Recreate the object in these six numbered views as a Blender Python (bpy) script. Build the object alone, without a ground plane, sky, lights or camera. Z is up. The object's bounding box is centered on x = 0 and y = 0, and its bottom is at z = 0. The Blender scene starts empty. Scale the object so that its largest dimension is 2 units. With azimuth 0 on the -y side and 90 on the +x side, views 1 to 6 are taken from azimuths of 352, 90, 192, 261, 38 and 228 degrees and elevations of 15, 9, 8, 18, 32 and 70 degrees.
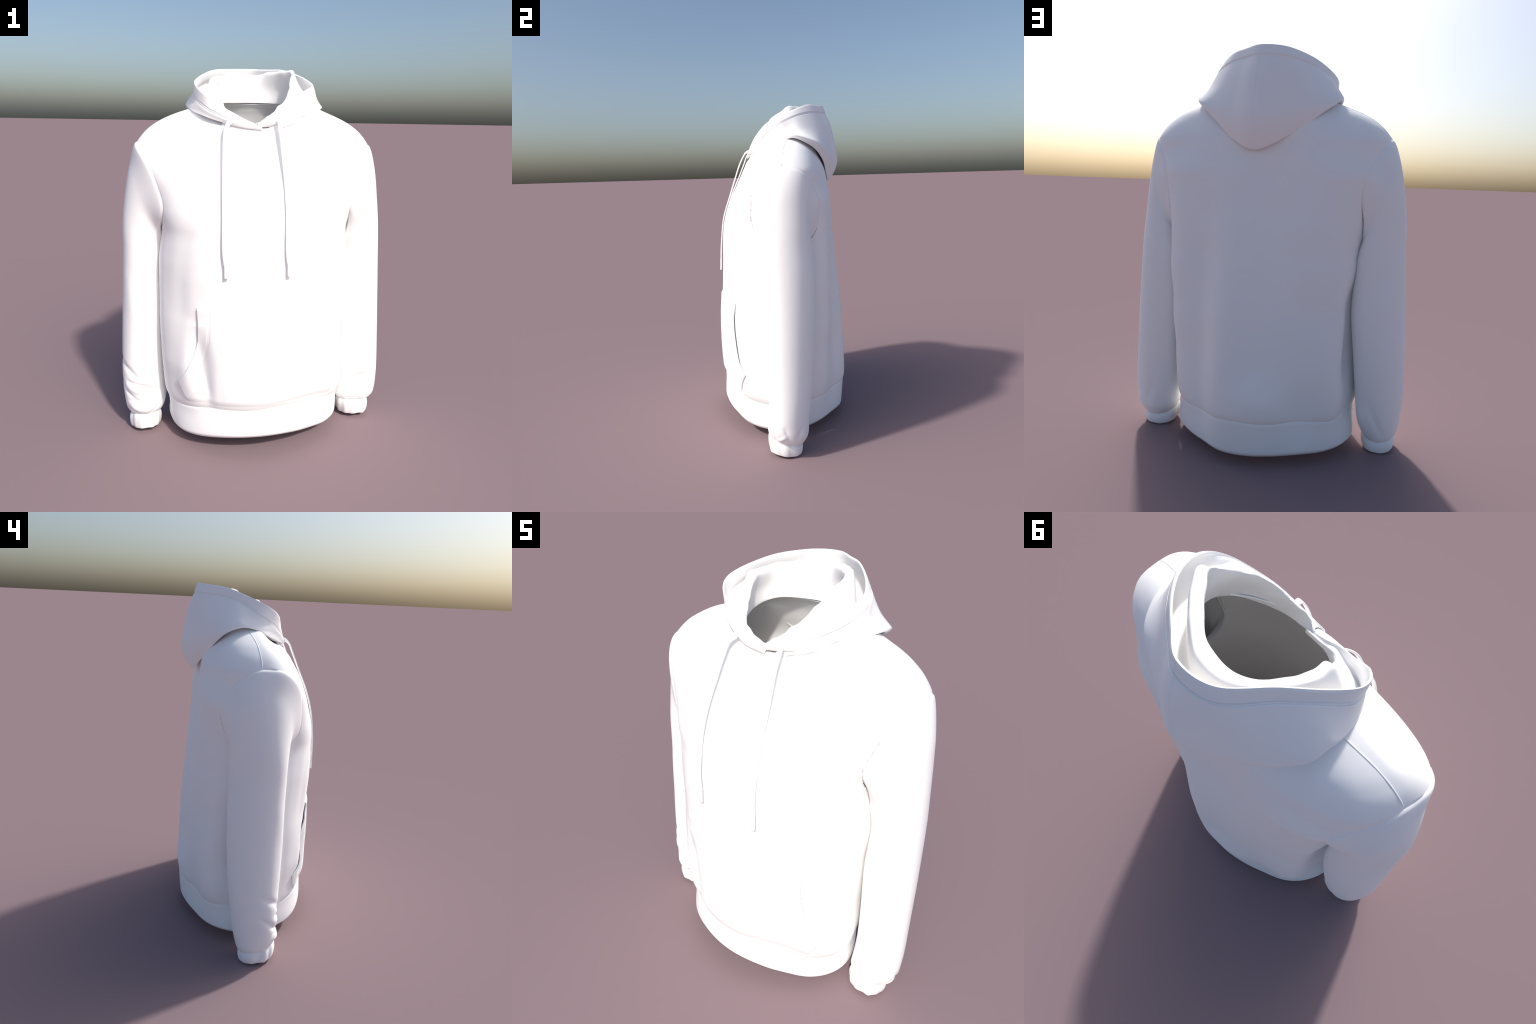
"""White pullover hoodie worn by an invisible mannequin: torso, waistband, pocket,
sleeves, cuffs, hood (panel, brim, lining), draw cords with tips, seams."""
import bpy, math
import numpy as np
from mathutils import Vector

rng = np.random.default_rng(7)

# ------------------------------------------------------------------ helpers
def smooth_table(keys, q):
    """1-D cubic (finite-difference Hermite) interpolation through (pos, value) pairs."""
    k = np.array(keys, float); x, y = k[:, 0], k[:, 1]
    q = np.clip(np.asarray(q, float), x[0], x[-1])
    d = np.diff(y) / np.diff(x)
    m = np.zeros_like(y)
    h = np.diff(x)
    m[1:-1] = (d[:-1] * h[1:] + d[1:] * h[:-1]) / (h[:-1] + h[1:])
    m[0], m[-1] = d[0], d[-1]
    i = np.clip(np.searchsorted(x, q, side='right') - 1, 0, len(x) - 2)
    t = (q - x[i]) / h[i]
    return ((2*t**3 - 3*t**2 + 1) * y[i] + (t**3 - 2*t**2 + t) * h[i] * m[i]
            + (-2*t**3 + 3*t**2) * y[i+1] + (t**3 - t**2) * h[i] * m[i+1])

def spline_rows(P, q):
    """Catmull-Rom through rows of P (n, ..., 3) at fractional row numbers q."""
    P = np.asarray(P, float); n = len(P)
    i = np.clip(np.floor(q).astype(int), 0, n - 2); t = (q - i)
    sh = (-1,) + (1,) * (P.ndim - 1); t = t.reshape(sh)
    p1, p2 = P[i], P[i+1]
    p0 = np.where((i > 0).reshape(sh), P[np.maximum(i-1, 0)], 2*p1 - p2)
    p3 = np.where((i < n-2).reshape(sh), P[np.minimum(i+2, n-1)], 2*p2 - p1)
    return .5 * (2*p1 + (p2-p0)*t + (2*p0 - 5*p1 + 4*p2 - p3)*t**2 + (3*p1 - p0 - 3*p2 + p3)*t**3)

def resample_closed(C, n):
    C = np.vstack([C, C[:1]]); s = np.r_[0, np.cumsum(np.linalg.norm(np.diff(C, axis=0), axis=1))]
    q = np.linspace(0, s[-1], n, endpoint=False)
    return np.stack([np.interp(q, s, C[:, k]) for k in range(3)], 1)

def smoothstep(a, b, v):
    t = np.clip((v - a) / (b - a), 0, 1); return t*t*(3 - 2*t)

def grid_faces(nr, nc, closed):
    c2 = nc if closed else nc - 1
    r, c = np.meshgrid(np.arange(nr - 1), np.arange(c2), indexing='ij')
    a = r * nc + c; b = r * nc + (c + 1) % nc
    return np.stack([a, b, b + nc, a + nc], -1).reshape(-1, 4)

def grid_normals(G, closed):
    """Unit normals of a (rows, cols, 3) grid."""
    dr = np.gradient(G, axis=0)
    if closed:
        dc = np.roll(G, -1, 1) - np.roll(G, 1, 1)
    else:
        dc = np.gradient(G, axis=1)
    n = np.cross(dc, dr); l = np.linalg.norm(n, axis=-1, keepdims=True)
    return n / np.maximum(l, 1e-9)

def make_mesh(name, verts, faces, material, parent=None, normals=None, smooth=True):
    verts = np.asarray(verts, float).reshape(-1, 3); faces = np.asarray(faces)
    used = np.unique(faces); remap = -np.ones(len(verts), int); remap[used] = np.arange(len(used))
    me = bpy.data.meshes.new(name)
    me.from_pydata(verts[used].tolist(), [], remap[faces].tolist())
    me.polygons.foreach_set("use_smooth", [smooth] * len(me.polygons))
    me.materials.append(material); me.update()
    if normals is not None:
        me.normals_split_custom_set_from_vertices(np.asarray(normals).reshape(-1, 3)[used].tolist())
    ob = bpy.data.objects.new(name, me); bpy.context.scene.collection.objects.link(ob)
    if parent: ob.parent = parent
    return ob

def thicken(ob, t, offset=-1.0):
    m = ob.modifiers.new("thickness", 'SOLIDIFY'); m.thickness = t; m.offset = offset
    m.use_even_offset = False
    return ob

# ------------------------------------------------------------------ materials
def cotton(name, colour, weave=420.0, bump=.05, rough=.85):
    m = bpy.data.materials.new(name); m.use_nodes = True
    nt = m.node_tree; b = nt.nodes["Principled BSDF"]
    b.inputs["Roughness"].default_value = rough
    b.inputs["Specular IOR Level"].default_value = SPEC
    tc = nt.nodes.new("ShaderNodeTexCoord")
    nz = nt.nodes.new("ShaderNodeTexNoise"); nz.inputs["Scale"].default_value = weave
    nz.inputs["Detail"].default_value = 3
    nt.links.new(tc.outputs["Object"], nz.inputs["Vector"])
    ramp = nt.nodes.new("ShaderNodeValToRGB")
    ramp.color_ramp.elements[0].position = .3; ramp.color_ramp.elements[1].position = .7
    ramp.color_ramp.elements[0].color = (*[c * .99 for c in colour], 1)
    ramp.color_ramp.elements[1].color = (*colour, 1)
    nt.links.new(nz.outputs["Fac"], ramp.inputs["Fac"])
    nt.links.new(ramp.outputs["Color"], b.inputs["Base Color"])
    bp = nt.nodes.new("ShaderNodeBump"); bp.inputs["Strength"].default_value = bump
    bp.inputs["Distance"].default_value = .001
    nt.links.new(nz.outputs["Fac"], bp.inputs["Height"]); nt.links.new(bp.outputs["Normal"], b.inputs["Normal"])
    return m

SPEC = .5
WHITE = (1.0, 1.0, 1.0)
fleece = cotton("white_fleece", WHITE)
rib = cotton("white_ribbing", WHITE, 300, .05)
cord_mat = cotton("white_cord", WHITE, 600, .1)

# ------------------------------------------------------------------ folds
# soft ridges (+) and valleys (-): polyline, width, height
FOLDS = []
def fold(points, width, height):
    FOLDS.append((np.array(points, float), width, height))

def fold_field(P):
    P = np.asarray(P, float); shp = P.shape[:-1]; Q = P.reshape(-1, 3)
    out = np.zeros(len(Q))
    for pts, w, hgt in FOLDS:
        lo, hi = pts.min(0) - 3*w, pts.max(0) + 3*w
        sel = np.all((Q > lo) & (Q < hi), axis=1)
        if not sel.any(): continue
        q = Q[sel]; best = np.full(len(q), 9.); par = np.zeros(len(q))
        seg = np.linalg.norm(np.diff(pts, axis=0), axis=1); cum = np.r_[0, np.cumsum(seg)]
        for k in range(len(pts) - 1):
            a, d = pts[k], pts[k+1] - pts[k]
            t = np.clip(((q - a) @ d) / (d @ d), 0, 1)
            dist = np.linalg.norm(q - (a + t[:, None] * d), axis=1)
            b = dist < best; best[b] = dist[b]; par[b] = (cum[k] + t[b] * seg[k]) / cum[-1]
        env = np.sin(np.pi * np.clip(.12 + .76 * par, 0, 1)) ** 1.2
        out[sel] += hgt * env * np.exp(-(best / w) ** 2)
    return out.reshape(shp)

# ------------------------------------------------------------------ torso shape rules
HALF_W = [(0, .486), (.06, .488), (.2, .486), (.26, .497), (.4, .51), (.6, .515), (.85, .512), (1.1, .507), (1.2, .512),
          (1.3, .545), (1.4, .583), (1.5, .613), (1.56, .622), (1.6, .619), (1.63, .603), (1.68, .56), (1.72, .503),
          (1.75, .437), (1.775, .36), (1.795, .30), (1.815, .25), (1.83, .20)]
FRONT_Y = [(0, .392), (.1, .392), (.25, .386), (.3, .393), (.4, .400), (.55, .403), (.7, .399), (.8, .391), (.9, .382),
           (.97, .377), (1.14, .370), (1.29, .355), (1.41, .320), (1.56, .25), (1.63, .213), (1.667, .193), (1.69, .167),
           (1.70, .14), (1.72, .10), (1.83, .05)]
BACK_Y = [(0, .386), (.05, .388), (.2, .398), (.24, .404), (.35, .408), (.56, .398), (.77, .384), (.99, .365), (1.12, .353),
          (1.25, .337), (1.36, .33), (1.53, .313), (1.6, .298), (1.7, .25), (1.77, .215), (1.80, .195), (1.82, .174), (1.83, .15)]
N_FRONT = [(0, 2.0), (.08, 2.0), (.3, 2.4), (1.0, 2.5), (1.3, 2.9), (1.5, 3.3), (1.6, 3.0), (1.7, 2.4), (1.83, 2.0)]
N_BACK = [(0, 2.0), (.08, 2.0), (.3, 2.3), (1.3, 2.3), (1.6, 2.5), (1.7, 2.4), (1.83, 2.0)]
ARM_X = [(1.10, .53), (1.16, .512), (1.22, .500), (1.35, .497), (1.45, .522), (1.54, .566), (1.59, .601), (1.615, .618), (1.66, .66)]

# drape: how far (cm) the cloth hangs inside the plain superellipse, by azimuth (0 front, 90 +x, 180 back) and height
DRAPE_AZ = [0, 30, 45, 60, 80, 100, 120, 140, 160, 180, 200, 220, 240, 260, 280, 300, 330]
DRAPE = {.06: [0, 1.2, 1.4, 0, -.3, 1, 2.8, 2.8, 0, .4, 1.8, 2.3, .2, -.7, -.5, -2.2, -.8],
         .30: [0, 4.4, 5, 1.2, .3, 3, 3.4, 6, .6, 1, 3, 6, 1.8, 5, -1.2, .5, .5],
         .50: [0, 4.3, 5.6, 2.5, 3.0, 4, 3, 6.2, .2, 3.5, 5, 5, 2.4, 8, -1.2, -.8, 1.5],
         .75: [0, 3.4, 4.4, 3.2, 3.2, 4, .3, 4.2, 0, 3.3, 4.7, 4.6, 2.4, 7, -1.8, -1.4, 1.4],
         1.0: [-.5, 1.2, 2.1, 2.7, 1, 2.5, -2.9, 3, .4, 3, 4.5, 2.2, .4, 2, -2.2, -2.5, -1],
         1.2: [-.3, .7, 2, 3.8, 2.2, 1, -3.5, .8, .4, 3, 4.2, .8, -1, 0, 0, -1.2, -.8],
         1.4: [0, .8, 2.8, 5.2, 5, 2, -1.3, .4, .8, 3.3, 4, 2, -.5, 1, .3, 1, .3],
         1.55: [.7, 2.7, 4.2, 5.5, 2.8, 2, 3.7, 1.8, 2.2, 4.2, 4, 2.7, 4.6, 3, -1.2, .6, .8],
         1.68: [.3, 2, 3.6, 5, 2.9, 2.4, 3.7, 1.8, 1, 1.5, 1.5, 1.5, 4.2, 3, -.8, 1.3, .5]}
DZ = sorted(DRAPE)

def drape(az, z):
    az = np.mod(az, 360.0); az, z = np.broadcast_arrays(az, z)
    k = np.array(DRAPE_AZ + [360.0]); tab = np.array([DRAPE[q] for q in DZ])
    tab = np.concatenate([tab, tab[:, :1]], 1)
    m = len(k) - 1
    # periodic Hermite in azimuth
    h = np.diff(k); d = np.diff(tab, axis=1) / h
    hp, dp = np.roll(h, 1), np.roll(d, 1, axis=1)
    mt = (dp * h + d * hp) / (h + hp); mt = np.concatenate([mt, mt[:, :1]], 1)
    i = np.clip(np.searchsorted(k, az, side='right') - 1, 0, m - 1); t = (az - k[i]) / h[i]
    rows = []
    for r in range(len(DZ)):
        y = tab[r]; g = mt[r]
        rows.append((2*t**3 - 3*t**2 + 1) * y[i] + (t**3 - 2*t**2 + t) * h[i] * g[i]
                    + (-2*t**3 + 3*t**2) * y[i+1] + (t**3 - t**2) * h[i] * g[i+1])
    zz = np.clip(z, DZ[0], DZ[-1]); j = np.clip(np.searchsorted(DZ, zz, side='right') - 1, 0, len(DZ) - 2)
    dzv = np.array(DZ); f = (zz - dzv[j]) / (dzv[j+1] - dzv[j]); f = f*f*(3 - 2*f)
    R = np.stack(rows, 0)
    lo = np.take_along_axis(R, j[None], 0)[0]; hi = np.take_along_axis(R, (j+1)[None], 0)[0]
    return (lo + (hi - lo) * f) * .01

def torso_radius(az, z):
    """Distance of the cloth from the axis in azimuth az (degrees) at height z."""
    a = np.radians(az); c, s = np.abs(np.sin(a)), np.cos(a)
    H = smooth_table(HALF_W, z)
    fr = s > 0
    n = np.where(fr, smooth_table(N_FRONT, z), smooth_table(N_BACK, z))
    b = np.where(fr, smooth_table(FRONT_Y, z), smooth_table(BACK_Y, z))
    r = ((c / H)**n + (np.abs(s) / b)**n) ** (-1 / n)
    return r - drape(az, z) * smoothstep(.22, .36, r) * smoothstep(1.80, 1.74, z)

def torso_section(az, z):
    r = torso_radius(az, z); a = np.radians(az)
    return r * np.sin(a), -r * np.cos(a)

def _solve(fn, lo, hi, shape):
    lo = np.full(shape, lo, float); hi = np.full(shape, hi, float)
    for _ in range(26):
        m = (lo + hi) / 2; inside = fn(m) < 0
        lo = np.where(inside, m, lo); hi = np.where(inside, hi, m)
    return (lo + hi) / 2

def front_surface(x, z):
    x, z = np.broadcast_arrays(np.asarray(x, float), np.asarray(z, float))
    return -_solve(lambda y: np.hypot(x, y) - torso_radius(np.degrees(np.arctan2(x, y)), z), 0, .6, x.shape)

def side_x(y, z, side):
    """Half width of the torso at a given depth y."""
    y, z = np.broadcast_arrays(np.asarray(y, float), np.asarray(z, float))
    return _solve(lambda x: np.hypot(x, y) - torso_radius(np.degrees(np.arctan2(side * x, -y)), z), 0, .9, y.shape)

def arm_x(y, z, side):
    return smooth_table(ARM_X, z) * (1 if side < 0 else .975) + .014 * smoothstep(0, -.15, y) * smoothstep(1.3, 1.45, z)

# ------------------------------------------------------------------ fold placement
fold([(-.36, -.30, 1.22), (-.40, -.27, .95), (-.42, -.27, .6), (-.44, -.24, .35)], .05, -.010)
fold([(-.46, -.20, 1.25), (-.475, -.17, .9), (-.47, -.18, .5)], .035, .008)
fold([(-.30, -.37, .45), (-.29, -.36, .36), (-.29, -.36, .27)], .022, -.008)
fold([(-.23, -.39, .5), (-.22, -.39, .38), (-.22, -.385, .28)], .02, -.005)
fold([(.25, .30, 1.2), (.27, .29, .8), (.26, .30, .4)], .05, -.007)
fold([(.37, .24, 1.3), (.38, .24, .8), (.38, .24, .35)], .04, .006)
fold([(-.34, -.33, .72), (-.32, -.34, .5), (-.29, -.35, .28)], .06, -.042)
fold([(-.15, .395, .5), (.0, .41, .37), (-.14, .40, .28)], .06, .005)
fold([(-.35, .27, .9), (-.41, .23, .6), (-.43, .2, .35)], .05, -.008)

# ------------------------------------------------------------------ root
root = bpy.data.objects.new("hooded_sweatshirt", None); bpy.context.scene.collection.objects.link(root)
root["label"] = "plain white pullover hoodie with drawstrings and front pocket"
root["category"] = "hoodie"

# ------------------------------------------------------------------ torso + waistband
NC = 440
azim = np.linspace(0, 360, NC, endpoint=False); theta = np.radians(azim)
sf = np.cos(theta)                       # 1 front, -1 back
hem_z = np.where(sf > 0, .058 + .042 * sf**2, .058 - .008 * sf**2)
seam_z = np.where(sf > 0, .215 + .048 * np.abs(sf)**1.2, .215 + .012 * np.abs(sf)) + .004*np.sin(7*theta) * (np.abs(sf) > .1)

def torso_grid(zrows):
    """zrows (rows, NC) -> points with folds."""
    x, y = torso_section(azim[None, :] + 0 * zrows, zrows)
    lim = np.where(x < 0, arm_x(y, zrows, -1), arm_x(y, zrows, 1)) - .006
    xa = np.abs(x)
    over = (zrows > 1.12) & (xa > lim)
    x = np.where(over, np.sign(x) * lim, x)
    G = np.stack([x, y, zrows], -1)
    n = G * [1, 1, 0] / np.linalg.norm(G[..., :2], axis=-1, keepdims=True)
    torso_grid.over = over
    return G + n * fold_field(G)[..., None] * (~over)[..., None]

# waistband: closed loop profile, turned in at the bottom edge
w = np.linspace(0, 1, 26)[:, None]
zr = hem_z + (seam_z + .006 - hem_z) * w
B = torso_grid(zr)
out = B * [1, 1, 0]; out /= np.linalg.norm(out, axis=-1, keepdims=True)
swell = (.004 * np.sin(np.pi * np.clip(w, 0, 1)) - .005 * smoothstep(.93, 1.0, w) - .012 * smoothstep(.14, 0, w)**2)
B = B + out * swell[..., None]
inner = B[:14][::-1] - out[:14][::-1] * .022
inner[-1, :, 2] += .006
band = np.concatenate([inner, B], 0)
make_mesh("waistband", band, grid_faces(len(band), NC, True), rib, root)

# body: every column runs from the waist seam up to the neckline ellipse
NECK_RX, NECK_RY = .235, .168
def neck_hole(az):
    a = np.radians(az); k = 1.02 - .035 * np.cos(a) + .065 * np.exp(-((np.mod(az + 180, 360) - 180) / 28)**2)
    return .005 * -np.cos(a) + k / np.sqrt((np.sin(a) / NECK_RX)**2 + (np.cos(a) / NECK_RY)**2)
zs = np.linspace(1.60, 1.83, 240)[:, None]
inside = torso_radius(azim[None, :] + 0 * zs, zs + 0 * azim) > neck_hole(azim)[None, :]
top_z = zs[:, 0][np.maximum(np.argmin(inside, axis=0) - 1, 0)]
top_z = np.where(inside.all(0), 1.83, top_z)
for _ in range(8): top_z = (np.roll(top_z, 1) + 2 * top_z + np.roll(top_z, -1)) / 4
tz = np.r_[np.linspace(0, .04, 10), np.linspace(.05, .88, 210), np.linspace(.88, 1, 60)[1:]][:, None]
zr = seam_z - .004 + (top_z - seam_z + .004) * tz
T = torso_grid(zr); wall = torso_grid.over.reshape(-1)
out = T * [1, 1, 0]; out /= np.linalg.norm(out, axis=-1, keepdims=True)
blouse = .004 * smoothstep(0, .03, tz) * (1 - smoothstep(.03, .14, tz)) - .004 * (1 - smoothstep(0, .012, tz))
T = T + out * blouse[..., None]
F = grid_faces(len(T), NC, True)
F = F[~wall[F].all(1)]                    # armholes stay open into the sleeves
body = make_mesh("torso", T, F, fleece, root)
thicken(body, .006)

# ------------------------------------------------------------------ sleeves
def armscye(side, n=96):
    """Closed seam where the arm wall meets the torso: top, front, underarm, back."""
    zs = np.linspace(1.10, 1.66, 160)
    f, b = [], []
    for z in zs:
        ys = np.linspace(0, .36, 240)
        for lst, sg in ((f, -1), (b, 1)):
            yy = sg * ys
            d = side_x(yy, z, side) - arm_x(yy, z, side)
            if d[0] > 0:
                j = np.argmax(d < 0)
                if j: lst.append((float(arm_x(yy[j], z, side)), yy[j], z))
    f, b = np.array(f), np.array(b)
    C = np.vstack([f[::-1], b])
    R = resample_closed(C, n)
    k = np.argmax(R[:, 2]); R = np.roll(R, -k, 0)
    R = (np.roll(R, 1, 0) + R + np.roll(R, -1, 0)) / 3
    return R

# stations: z centre, tilt of the ring (outer side higher), outer x, inner x, centre y, half depth
SLEEVE_A = [(1.29, .20, .657, .488, -.008, .157), (1.20, .14, .686, .482, -.002, .146), (1.11, .09, .702, .474, .002, .141),
            (1.00, .04, .707, .468, .004, .140), (.75, .01, .723, .462, .008, .138), (.50, 0, .737, .485, .006, .131),
            (.32, 0, .743, .502, -.002, .122), (.22, 0, .739, .512, -.006, .116), (.155, 0, .733, .520, -.018, .112),
            (.120, 0, .726, .532, -.023, .107), (.096, 0, .713, .547, -.025, .098)]
SLEEVE_B = [(1.29, .20, .640, .478, .006, .146), (1.20, .14, .664, .472, .016, .143), (1.11, .09, .682, .468, .027, .141),
            (1.00, .04, .697, .466, .037, .141), (.75, .01, .717, .468, .036, .136), (.50, 0, .733, .490, .030, .128),
            (.32, 0, .744, .502, .025, .116), (.22, 0, .745, .504, .020, .108), (.155, 0, .740, .508, .012, .110),
            (.120, 0, .725, .511, .003, .104), (.096, 0, .705, .523, -.004, .095)]
# creases on the sleeves: (angle round the arm, height) polylines, width, height; 0 outer, 90 front, 180 inner
CREASE_A = [([(60, .315), (101, .290), (123, .265), (145, .235)], .013, -.012), ([(55, .285), (95, .255), (130, .225)], .02, .007),
            ([(15, .44), (62, .385), (90, .33)], .018, -.009), ([(10, .32), (50, .25), (80, .205)], .016, -.008),
            ([(55, .20), (90, .20), (130, .195)], .014, -.007), ([(60, .155), (100, .15), (140, .16)], .018, .007),
            ([(115, .135), (140, .165), (165, .18)], .010, -.006), ([(20, .12), (45, .15), (70, .13)], .010, -.006),
            ([(250, .32), (268, .22), (285, .12)], .022, -.007), ([(230, .25), (240, .15)], .02, .006),
            ([(330, 1.3), (320, 1.1), (300, .9)], .05, -.008),
            ([(60, .9), (75, .7), (70, .5)], .04, .006)]
CREASE_B = [([(58, .300), (100, .275), (135, .235)], .013, -.011), ([(60, .265), (100, .24), (135, .205)], .018, .006),
            ([(112, .40), (120, .345), (135, .30)], .022, -.012), ([(45, .36), (62, .33), (75, .30)], .014, -.007),
            ([(350, .13), (5, .16), (15, .2)], .012, -.006), ([(35, .13), (45, .16), (40, .2)], .012, -.005),
            ([(70, .12), (100, .14), (130, .13)], .011, -.006), ([(320, .2), (335, .14)], .016, -.006), ([(10, .15), (25, .12)], .012, .006),
            ([(270, .28), (285, .15)], .02, -.006)]
NS = 144
phi = np.linspace(0, 2*np.pi, NS, endpoint=False)     # 0 outer, 90 deg front, 180 inner

def crease_field(creases, z):
    f = np.zeros(z.shape); R = .125
    ang = np.degrees(phi)[None, :]
    for pts, wd, hgt in creases:
        best = np.full(z.shape, 9.); par = np.zeros(z.shape)
        for k in range(len(pts) - 1):
            (a0, z0), (a1, z1) = pts[k], pts[k+1]
            da = np.mod(ang - a0 + 180, 360) - 180; e0 = np.mod(a1 - a0 + 180, 360) - 180
            px, pz = np.radians(da) * R, z - z0; dx, dz = math.radians(e0) * R, z1 - z0
            t = np.clip((px*dx + pz*dz) / (dx*dx + dz*dz), 0, 1)
            dist = np.hypot(px - t*dx, pz - t*dz); b = dist < best
            best = np.where(b, dist, best); par = np.where(b, (k + t) / (len(pts) - 1), par)
        f += .9 * hgt * np.sin(np.pi * (.15 + .7 * par)) * np.exp(-(best / wd)**2)
    return f

def build_sleeve(side, stations, cuff, creases, skew):
    ring0 = resample_closed(armscye(side), NS)
    mid = ring0.mean(0); out0 = mid + (ring0 - mid) * [1, .94, .95] - [.030, 0, 0]
    rows = [out0, ring0 + [.0025, 0, 0]]
    for zc, tl, xo, xi, cy, ry in stations:
        c, s = np.cos(phi), np.sin(phi)
        e = 2 / 2.0
        k = skew * smoothstep(1.32, 1.05, zc) * smoothstep(.08, .25, zc)     # section leans: front outward, back inward
        rx = math.sqrt(((xo - xi)/2)**2 - (k * ry)**2)
        y = cy - ry * np.sign(s) * np.abs(s)**e
        x = (xo + xi)/2 + rx * np.sign(c) * np.abs(c)**e - k * (y - cy)
        front_up = .030 * smoothstep(.4, .1, zc)
        z = zc + tl * c + front_up * s
        rows.append(np.stack([x, y, z], 1))
    rows = np.array(rows)
    q = np.r_[np.linspace(0, 1, 5)[:-1], np.linspace(1, len(rows) - 1, 230)]
    G = spline_rows(rows, q)
    # lie against the torso instead of cutting into it
    lim = side_x(G[..., 1], np.clip(G[..., 2], 0, 1.8), side) + .004
    low = smoothstep(1.12, 1.0, G[..., 2])
    push = np.maximum(lim - G[..., 0], 0) * low
    G[..., 0] += push
    G[..., 0] *= side
    nrm = grid_normals(G, True)
    ctr = G.mean(1, keepdims=True)
    if ((nrm * (G - ctr)).sum(-1).mean()) < 0: nrm = -nrm
    G = G + nrm * crease_field(creases, G[..., 2])[..., None]
    t = np.arange(len(q)) / (len(q) - 1)
    # gathered end tucked into the cuff
    lip = smoothstep(.985, 1.0, t)[:, None, None]
    G = G - nrm * lip * .012
    f = grid_faces(len(G), NS, True)
    ob = make_mesh("sleeve", G, f if side < 0 else f[:, ::-1], fleece, root)
    thicken(ob, .005)
    # cuff
    x0, x1, y0, y1 = cuff
    cx, cy, rx, ry = (x0 + x1)/2, (y0 + y1)/2, (x1 - x0)/2, (y1 - y0)/2
    c, s = np.cos(phi), np.sin(phi); e = 2/2.3
    prof = [(.62, -.030), (.40, -.030), (.15, -.024), (.03, -.012), (0, -.004), (.06, .0), (.3, .004), (.6, .005), (.85, .001), (1.0, -.008)]
    prof = spline_rows(np.array([(p[0], p[1], 0) for p in prof]), np.linspace(0, len(prof)-1, 50))
    R = []
    pleat = (.0026 * np.sin(7*phi + side) * (.6 + .4 * np.sin(2*phi)) + .0020 * np.sin(11*phi + 2*side)) * (.4 + .6 * (s > -.2))
    for hz, off, _ in prof:
        zb = .002 + .013 * (1 + s) * .9
        zt = .096 + .030 * s
        rr = off + pleat * (off > -.02)
        x = cx + (rx + rr) * np.sign(c) * np.abs(c)**e
        y = cy - (ry + rr) * np.sign(s) * np.abs(s)**e
        R.append(np.stack([side * x, y, zb + (zt - zb) * hz], 1))
    R = np.array(R); f = grid_faces(len(R), NS, True)
    make_mesh("cuff", R, f if side < 0 else f[:, ::-1], rib, root)
    return G

SA = build_sleeve(-1, SLEEVE_A, (.548, .712, -.122, .072), CREASE_A, .22)
SB = build_sleeve(1, SLEEVE_B, (.520, .700, -.098, .088), CREASE_B, .18)

# ------------------------------------------------------------------ hood
# guide rings at stations running from the left front end round the back to the right front end
RIM = [(.00, -.172, 1.694), (-.074, -.166, 1.723), (-.141, -.164, 1.756), (-.198, -.151, 1.786), (-.245, -.138, 1.818),
       (-.285, -.122, 1.848), (-.318, -.085, 1.878), (-.324, -.027, 1.907), (-.283, .058, 1.945), (-.215, .152, 1.978),
       (-.121, .268, 1.994), (-.008, .294, 1.999), (.081, .244, 1.994), (.165, .180, 1.988), (.245, .100, 1.953),
       (.288, .020, 1.915), (.278, -.035, 1.893), (.240, -.075, 1.872), (.190, -.110, 1.840), (.140, -.145, 1.800),
       (.090, -.168, 1.765), (.040, -.182, 1.735), (-.020, -.178, 1.708)]
STITCH = [(.00, -.190, 1.690), (-.080, -.188, 1.712), (-.150, -.180, 1.732), (-.210, -.160, 1.754), (-.255, -.137, 1.775),
          (-.292, -.108, 1.803), (-.319, -.072, 1.831), (-.326, -.010, 1.865), (-.288, .073, 1.913), (-.225, .160, 1.941),
          (-.129, .282, 1.953), (-.007, .308, 1.959), (.085, .258, 1.955), (.175, .195, 1.948), (.262, .107, 1.922),
          (.301, .030, 1.888), (.297, -.025, 1.859), (.272, -.066, 1.834), (.235, -.095, 1.806), (.180, -.130, 1.775),
          (.120, -.165, 1.748), (.065, -.186, 1.727), (-.020, -.190, 1.700)]
MID = [(.00, -.194, 1.686), (-.085, -.193, 1.705), (-.153, -.182, 1.722), (-.212, -.160, 1.741), (-.260, -.135, 1.757),
       (-.300, -.100, 1.780), (-.328, -.060, 1.805), (-.342, .020, 1.832), (-.325, .095, 1.860), (-.272, .174, 1.860),
       (-.157, .296, 1.853), (-.003, .348, 1.852), (.099, .297, 1.853), (.193, .233, 1.855), (.297, .135, 1.842),
       (.317, .060, 1.830), (.322, .010, 1.830), (.295, -.035, 1.810), (.250, -.077, 1.788), (.198, -.118, 1.763),
       (.135, -.163, 1.741), (.080, -.188, 1.725), (-.030, -.196, 1.698)]
BULGE = [(.00, -.196, 1.682), (-.090, -.197, 1.700), (-.155, -.183, 1.715), (-.210, -.158, 1.730), (-.262, -.127, 1.745),
         (-.305, -.085, 1.762), (-.343, -.040, 1.778), (-.364, .030, 1.797), (-.364, .100, 1.802), (-.334, .183, 1.766),
         (-.186, .303, 1.700), (-.003, .379, 1.652), (.122, .332, 1.680), (.213, .287, 1.720), (.310, .225, 1.760),
         (.362, .110, 1.797), (.352, .050, 1.797), (.318, .000, 1.790), (.262, -.057, 1.773), (.212, -.108, 1.755),
         (.147, -.160, 1.737), (.095, -.187, 1.727), (-.040, -.200, 1.700)]
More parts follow.
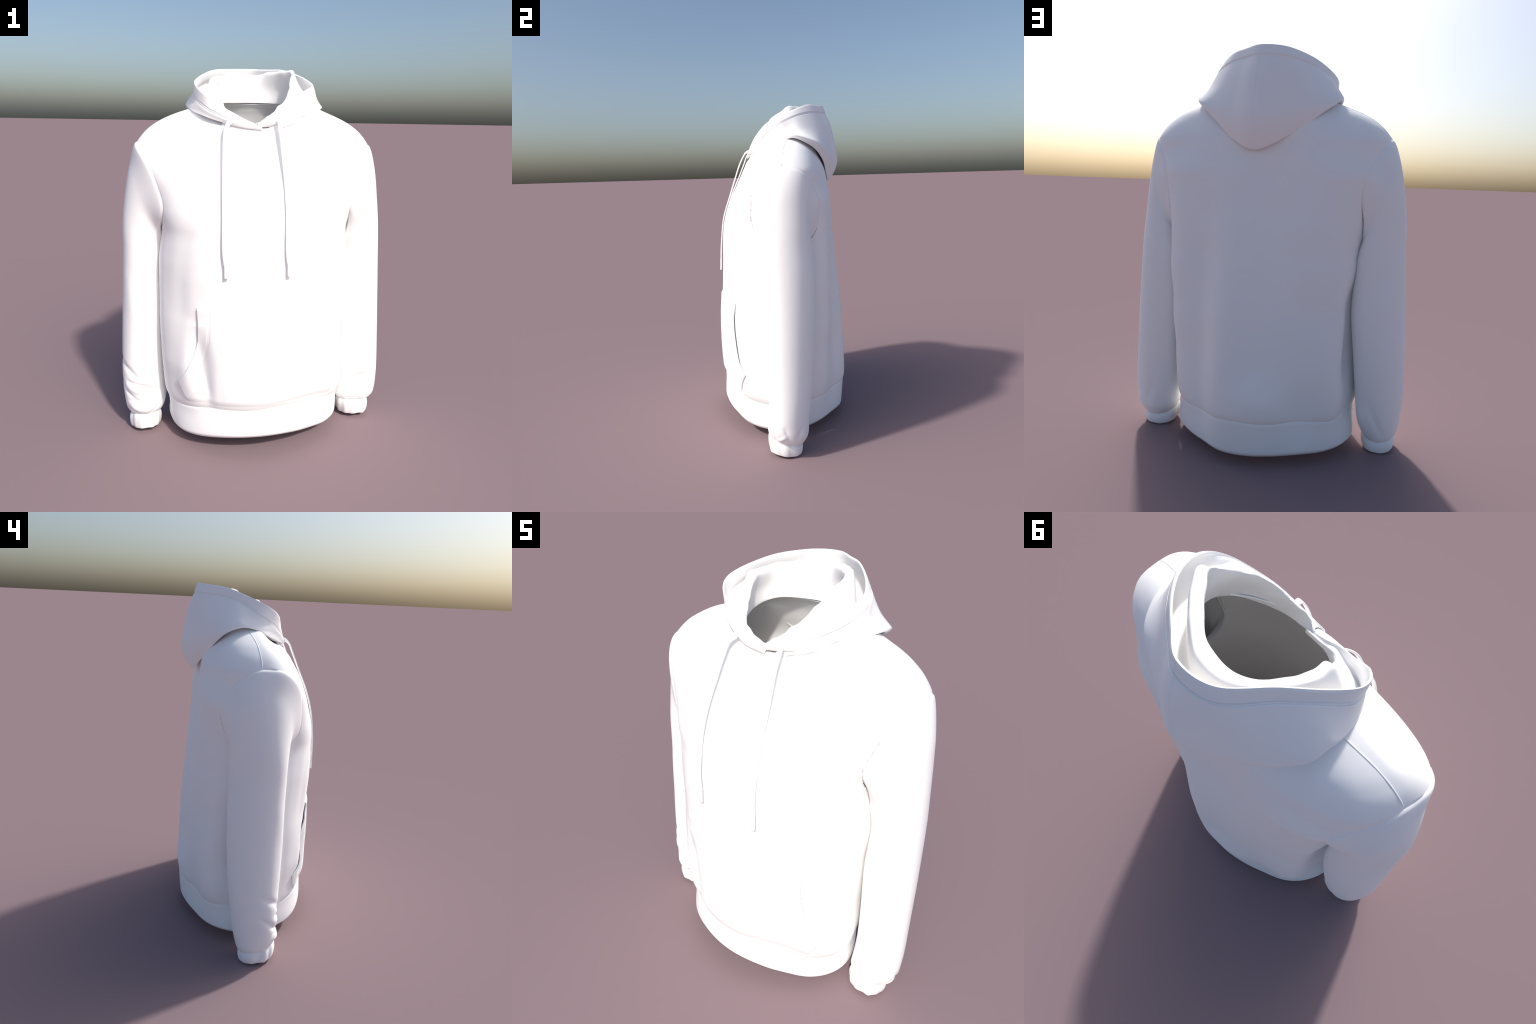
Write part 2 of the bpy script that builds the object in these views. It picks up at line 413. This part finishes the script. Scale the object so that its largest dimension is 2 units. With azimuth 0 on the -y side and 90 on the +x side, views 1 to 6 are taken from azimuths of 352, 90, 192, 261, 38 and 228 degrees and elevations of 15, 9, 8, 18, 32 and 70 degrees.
BOTTOM = [(.00, -.190, 1.676), (-.090, -.192, 1.688), (-.150, -.175, 1.700), (-.200, -.148, 1.714), (-.248, -.117, 1.729),
          (-.290, -.075, 1.745), (-.328, -.036, 1.761), (-.357, .023, 1.784), (-.357, .090, 1.786), (-.320, .176, 1.742),
          (-.165, .270, 1.615), (-.003, .318, 1.532), (.115, .300, 1.578), (.203, .270, 1.656), (.290, .205, 1.730),
          (.350, .100, 1.781), (.338, .052, 1.780), (.304, .010, 1.773), (.246, -.046, 1.756), (.199, -.099, 1.739),
          (.136, -.153, 1.720), (.090, -.180, 1.711), (-.050, -.192, 1.684)]
CREST = [(.00, -.160, 1.694), (-.070, -.150, 1.715), (-.130, -.140, 1.745), (-.175, -.115, 1.780), (-.198, -.090, 1.815),
         (-.210, -.065, 1.850), (-.220, -.040, 1.885), (-.227, -.010, 1.918), (-.222, .050, 1.932), (-.190, .125, 1.945),
         (-.110, .210, 1.958), (.000, .215, 1.966), (.085, .165, 1.973), (.150, .105, 1.978), (.190, .055, 1.974),
         (.184, .000, 1.938), (.174, -.045, 1.905), (.158, -.090, 1.868), (.130, -.127, 1.824), (.092, -.148, 1.790),
         (.056, -.163, 1.763), (.015, -.178, 1.733), (-.025, -.168, 1.704)]
CAVITY_DEPTH = [0, .0, .005, .03, .06, .09, .11, .14, .15, .15, .15, .16, .15, .15, .13, .08, .03, .004, 0, 0, 0, 0, 0]
# angle of each station around the neckline ellipse (degrees, 0 = front, negative = wearer's right)
NECK_ANGLE = [0, -20, -38, -52, -63, -73, -83, -95, -112, -132, -155, -180, -205, -225, -243, -258, -272, -285, -297, -310, -325, -340, -360]

RIM, STITCH, MID, BULGE, BOTTOM, CREST = [np.array(a) for a in (RIM, STITCH, MID, BULGE, BOTTOM, CREST)]
na = np.radians(NECK_ANGLE)
NECK = np.stack([NECK_RX * np.sin(na), .005 - NECK_RY * np.cos(na), np.zeros(len(na))], 1)
NECK[:, 2] = np.interp(NECK[:, 1], [-.165, -.1, 0, .1, .175], [1.687, 1.716, 1.768, 1.812, 1.822])
toin = CREST - RIM; toin[:, 2] = 0
toin /= np.maximum(np.linalg.norm(toin, axis=1, keepdims=True), 1e-6)
gap = np.linalg.norm((CREST - RIM)[:, :2], axis=1)[:, None]
dep = np.array(CAVITY_DEPTH)[:, None]
up = np.array([0, 0, 1.0])
open_ = smoothstep(.02, .10, dep)                    # 1 where the hood gapes behind the brim
CAVITY = RIM * (.62 + .16 * open_) + CREST * (.38 - .16 * open_) - up * dep
shallow = RIM * .90 + CREST * .10 - up * dep * .25
LIN = shallow * (1 - open_) + (STITCH + toin * .007) * open_
LIN2 = (shallow * .5 + CAVITY * .5) * (1 - open_) + (STITCH * .5 + MID * .5 + toin * .011) * open_
crest_w = np.minimum(.018, gap * .25) + .012 * smoothstep(.13, .16, dep)
CREST_O = CREST - toin * crest_w - up * .010 * (dep > .02)
CREST_I = CREST + toin * crest_w * .9 - up * .012
WALL = CREST * .42 + NECK * .58 + toin * .004
RIM_I = RIM + toin * .008 - up * .004
RIM_T = RIM + toin * .004 + up * .002
lifted = (smoothstep(1.77, 1.64, BOTTOM[:, 2]) * smoothstep(.05, .15, BOTTOM[:, 1]))[:, None]
UNDER = BOTTOM * .86 + NECK * .14 + up * (.004 + .035 * lifted)
TUCK = BOTTOM * .50 + NECK * .50 + up * .055 * lifted
JOIN = NECK * [1.06, 1.06, 1] + up * .004
NECK_LOW = NECK * [1.03, 1.03, 1] - up * .003
dn = MID - STITCH; STITCH2 = STITCH + dn / np.linalg.norm(dn, axis=1, keepdims=True) * np.minimum(.011, .45 * np.linalg.norm(dn, axis=1, keepdims=True))
GUIDES = [NECK_LOW, NECK, WALL, CREST_I, CREST, CREST_O, CAVITY, LIN2, LIN, RIM_I, RIM_T, RIM, STITCH, STITCH2, MID, BULGE, BOTTOM, UNDER, TUCK, JOIN]
I_RIMI, I_RIM, I_ST = 9, 11, 12
GUIDES = np.array(GUIDES)                          # (guides, stations, 3)

# sampling along the guides: extra rows beside the two stitch lines
v = []
for k in range(len(GUIDES) - 1):
    n = {I_RIM: 16, I_ST: 8, I_ST + 1: 18, I_ST + 2: 18, I_ST + 3: 14}.get(k, 8)
    v += list(k + np.arange(n) / n)
ST1, ST2 = float(I_ST), float(I_ST + 1)
for c, lo, hi in ((ST1, .045, .18), (ST2, .18, .03)):      # row spacing ~1 mm either side of each line
    v += [c - 2*lo, c - 1.3*lo, c - .65*lo, c, c + .65*hi, c + 1.3*hi, c + 2*hi]
v = np.unique(np.round(np.array(v + [len(GUIDES) - 1.0]), 4))
ns = len(RIM)
u = list(np.linspace(0, ns - 1, 380)) + [11 + d for d in (-.05, -.03, -.02, -.01, 0, .01, .02, .03, .05)]
u = np.unique(np.round(np.array(u), 4))
A = spline_rows(GUIDES, v)                         # (v, stations, 3)
Hd = np.swapaxes(spline_rows(np.swapaxes(A, 0, 1), u), 0, 1)   # (v, u, 3)
nrm = grid_normals(Hd, False)
ctr = Hd[:, len(u)//2]
ir = np.argmin(np.abs(v - (I_ST + 2)))
if (nrm[ir] * (Hd[ir] - np.array([0, .05, 1.8]))).sum() < 0: nrm = -nrm
groove = np.zeros(Hd.shape[:2])
for c, lo, hi in ((ST1, .045, .18), (ST2, .18, .03)):
    groove -= (.0040 * np.exp(-((v - c) / np.where(v < c, lo, hi))**2))[:, None]
outer = ((v > I_RIM) & (v < I_ST + 4)).astype(float)
groove -= outer[:, None] * .003 * np.exp(-((u - 11) / .02)**2)[None, :]
groove += (outer * .001 * smoothstep(I_ST + .5, I_ST - .05, v))[:, None]   # brim is doubled cloth
Hd = Hd + nrm * groove[..., None]
# soft unevenness of the lining roll
vv, uu = np.meshgrid(v, u, indexing='ij')
lin = np.exp(-((vv - 4) / 1.2)**2)
Hd = Hd + nrm * (lin * .003 * (np.sin(uu*2.1) + np.sin(uu*3.7 + 1) + .6*np.sin(uu*6.3 + 2)))[..., None]
nrm2 = grid_normals(Hd, False)
if (nrm2 * nrm).sum() < 0: nrm2 = -nrm2
Fh = grid_faces(len(v), len(u), False)
tri = Hd.reshape(-1, 3)[Fh[len(Fh)//2]]
fn = np.cross(tri[1]-tri[0], tri[2]-tri[0])
vq = v[Fh[:, 0] // len(u)]
nc = len(u)
mid_f = np.argmin(np.abs(vq - (I_ST + 2)) + np.abs(u[Fh[:, 0] % nc] - 11) * .01)
tr = Hd.reshape(-1, 3)[Fh[mid_f]]
if np.cross(tr[1]-tr[0], tr[2]-tr[0]) @ nrm2.reshape(-1, 3)[Fh[mid_f, 0]] < 0: Fh = Fh[:, ::-1]; vq = v[np.min(Fh, axis=1) // nc]
vsplit = v[np.argmin(np.abs(v - (ST2 + .06)))]
parts = {"hood_lining": vq < I_RIMI - 1e-6, "hood_brim": (vq >= I_RIMI - 1e-6) & (vq < vsplit - 1e-6), "hood_panel": vq >= vsplit - 1e-6}
hood = bpy.data.objects.new("hood", None); bpy.context.scene.collection.objects.link(hood); hood.parent = root
for nm, sel in parts.items():
    make_mesh(nm, Hd, Fh[sel], fleece, hood, normals=nrm2)

# ------------------------------------------------------------------ kangaroo pocket
POCKET_W = [(.235, .362), (.264, .374), (.329, .407), (.392, .434), (.40, .432), (.43, .410), (.466, .388), (.543, .360), (.634, .336), (.721, .328), (.806, .331), (.84, .331)]
def pocket_half(z):
    k = np.array(POCKET_W); return np.interp(z, k[:, 0], k[:, 1])
ptop = .818
s = np.linspace(-1, 1, 240); tz = np.linspace(0, 1, 200)[:, None]
pbot = .222 + .044 * np.sqrt(np.clip(1 - (s * .36 / .5)**2, 0, 1))
pz = pbot + (ptop - pbot) * tz
px = s * pocket_half(pz)
py = front_surface(px, pz)
Pk = np.stack([px, py, pz], -1)
nn = grid_normals(Pk, False)
if nn[..., 1].mean() > 0: nn = -nn
edge = np.minimum((1 - np.abs(s))[None, :] * pocket_half(pz), np.abs(ptop - pz))
lift = .009 + .005 * smoothstep(.06, 0, (1 - np.abs(s))[None, :] * pocket_half(pz)) * smoothstep(.40, .5, pz) * smoothstep(.80, .7, pz)
lift = lift * smoothstep(0, .10, tz) - .004 * (1 - smoothstep(0, .03, tz))
Pk = Pk + nn * (fold_field(Pk) + lift - .004 * smoothstep(.010, 0, np.abs(ptop - pz) + 0 * s))[..., None]
# double stitch line following the opening
dist = (1 - np.abs(s))[None, :] * pocket_half(pz)
for dl in (.052, .060):
    Pk = Pk - nn * (.002 * np.exp(-((dist - dl) / .0025)**2) * (pz > .41))[..., None]
f = grid_faces(len(tz), len(s), False)
pk = make_mesh("pocket", Pk, f, fleece, root)
tr = Pk.reshape(-1, 3)[f[len(f)//2]]
if np.cross(tr[1]-tr[0], tr[2]-tr[0])[1] > 0: pk.data.flip_normals()
thicken(pk, .006)

# ------------------------------------------------------------------ cords, tips, seams
def ribbon(name, pts, width, thick, mat, parent, face=(0, -1, .2), n=80, taper=None):
    pts = spline_rows(np.array(pts, float), np.linspace(0, len(pts) - 1, n))
    tan = np.gradient(pts, axis=0); tan /= np.linalg.norm(tan, axis=1, keepdims=True)
    fz = np.array(face, float); side = np.cross(tan, fz); side /= np.linalg.norm(side, axis=1, keepdims=True)
    nr = np.cross(side, tan)
    k = 12; a = np.linspace(0, 2*np.pi, k, endpoint=False); e = .55
    ca = np.sign(np.cos(a)) * np.abs(np.cos(a))**e; sa = np.sign(np.sin(a)) * np.abs(np.sin(a))**e
    wd = np.full(n, width/2) if taper is None else width/2 * np.interp(np.linspace(0, 1, n), [t[0] for t in taper], [t[1] for t in taper])
    V = pts[:, None] + side[:, None] * (ca[None, :, None] * wd[:, None, None]) + nr[:, None] * (sa[None, :, None] * thick/2)
    V = np.concatenate([np.repeat(V[:1].mean(1, keepdims=True), k, 1), V, np.repeat(V[-1:].mean(1, keepdims=True), k, 1)], 0)
    ob = make_mesh(name, V, grid_faces(len(V), k, True), mat, parent)
    import bmesh
    bm = bmesh.new(); bm.from_mesh(ob.data); bmesh.ops.remove_doubles(bm, verts=bm.verts, dist=1e-5)
    bmesh.ops.recalc_face_normals(bm, faces=bm.faces); bm.to_mesh(ob.data); bm.free()
    return ob

CORD_L = [(-.125, -.160, 1.724), (-.150, -.190, 1.722), (-.170, -.211, 1.700), (-.182, -.228, 1.658), (-.189, -.270, 1.561), (-.194, -.322, 1.443),
          (-.197, -.357, 1.324), (-.199, -.374, 1.2), (-.198, -.381, 1.11), (-.191, -.383, 1.045)]
TIP_L = [(-.191, -.383, 1.050), (-.190, -.384, 1.02), (-.190, -.385, .982)]
CORD_R = [(.070, -.165, 1.726), (.080, -.195, 1.724), (.085, -.214, 1.706), (.089, -.243, 1.649), (.096, -.275, 1.56), (.102, -.307, 1.466), (.108, -.347, 1.32),
          (.109, -.368, 1.195), (.111, -.379, 1.11), (.118, -.382, 1.05)]
TIP_R = [(.118, -.382, 1.055), (.120, -.383, 1.02), (.121, -.385, .986)]
def on_cloth(pts, clear=.008):
    return [(x, min(y, float(front_surface(x, z)) - clear) if z < 1.6 else y, z) for x, y, z in pts]
for cord, tip in ((on_cloth(CORD_L), on_cloth(TIP_L)), (on_cloth(CORD_R), on_cloth(TIP_R))):
    c = ribbon("drawstring", cord, .023, .007, cord_mat, root)
    ribbon("drawstring_tip", tip, .020, .009, cord_mat, c, n=20)

def seam_cord(name, pts, radius, parent, mat=fleece, n=80):
    return ribbon(name, pts, radius*2, radius*2, mat, parent, face=(0, .3, 1), n=n)

for sd in (-1, 1):
    pts = []
    for x, y in ((.612 if sd < 0 else .582, .004), (.58, .008), (.53, .014), (.47, .022), (.40, .034), (.33, .045)):
        # height of the shoulder surface above (x, y)
        zs = np.linspace(1.5, 1.8, 600); d = side_x(np.full_like(zs, y), zs, sd) - x
        z = zs[np.max(np.nonzero(d > 0)[0])]
        pts.append((sd*x, y, z - .0012))
    seam_cord("shoulder_seam", pts, .0026, root)

# neck band peeking out under the hood at the throat
nb = np.array([BOTTOM[3], BOTTOM[2], BOTTOM[1], (BOTTOM[0] + BOTTOM[1]) / 2 - [0, .002, .004], BOTTOM[0] - [-.02, .001, .004], BOTTOM[21], BOTTOM[20], BOTTOM[19], BOTTOM[18]])
inward = NECK[:1].mean(0) * 0 + np.array([0, .005, 0]) - nb; inward[:, 2] = 0
inward /= np.linalg.norm(inward, axis=1, keepdims=True)
nb = nb + inward * .013 - up * .008
ribbon("neck_band", nb, .034, .008, rib, root, face=(0, -1, .5), n=70)
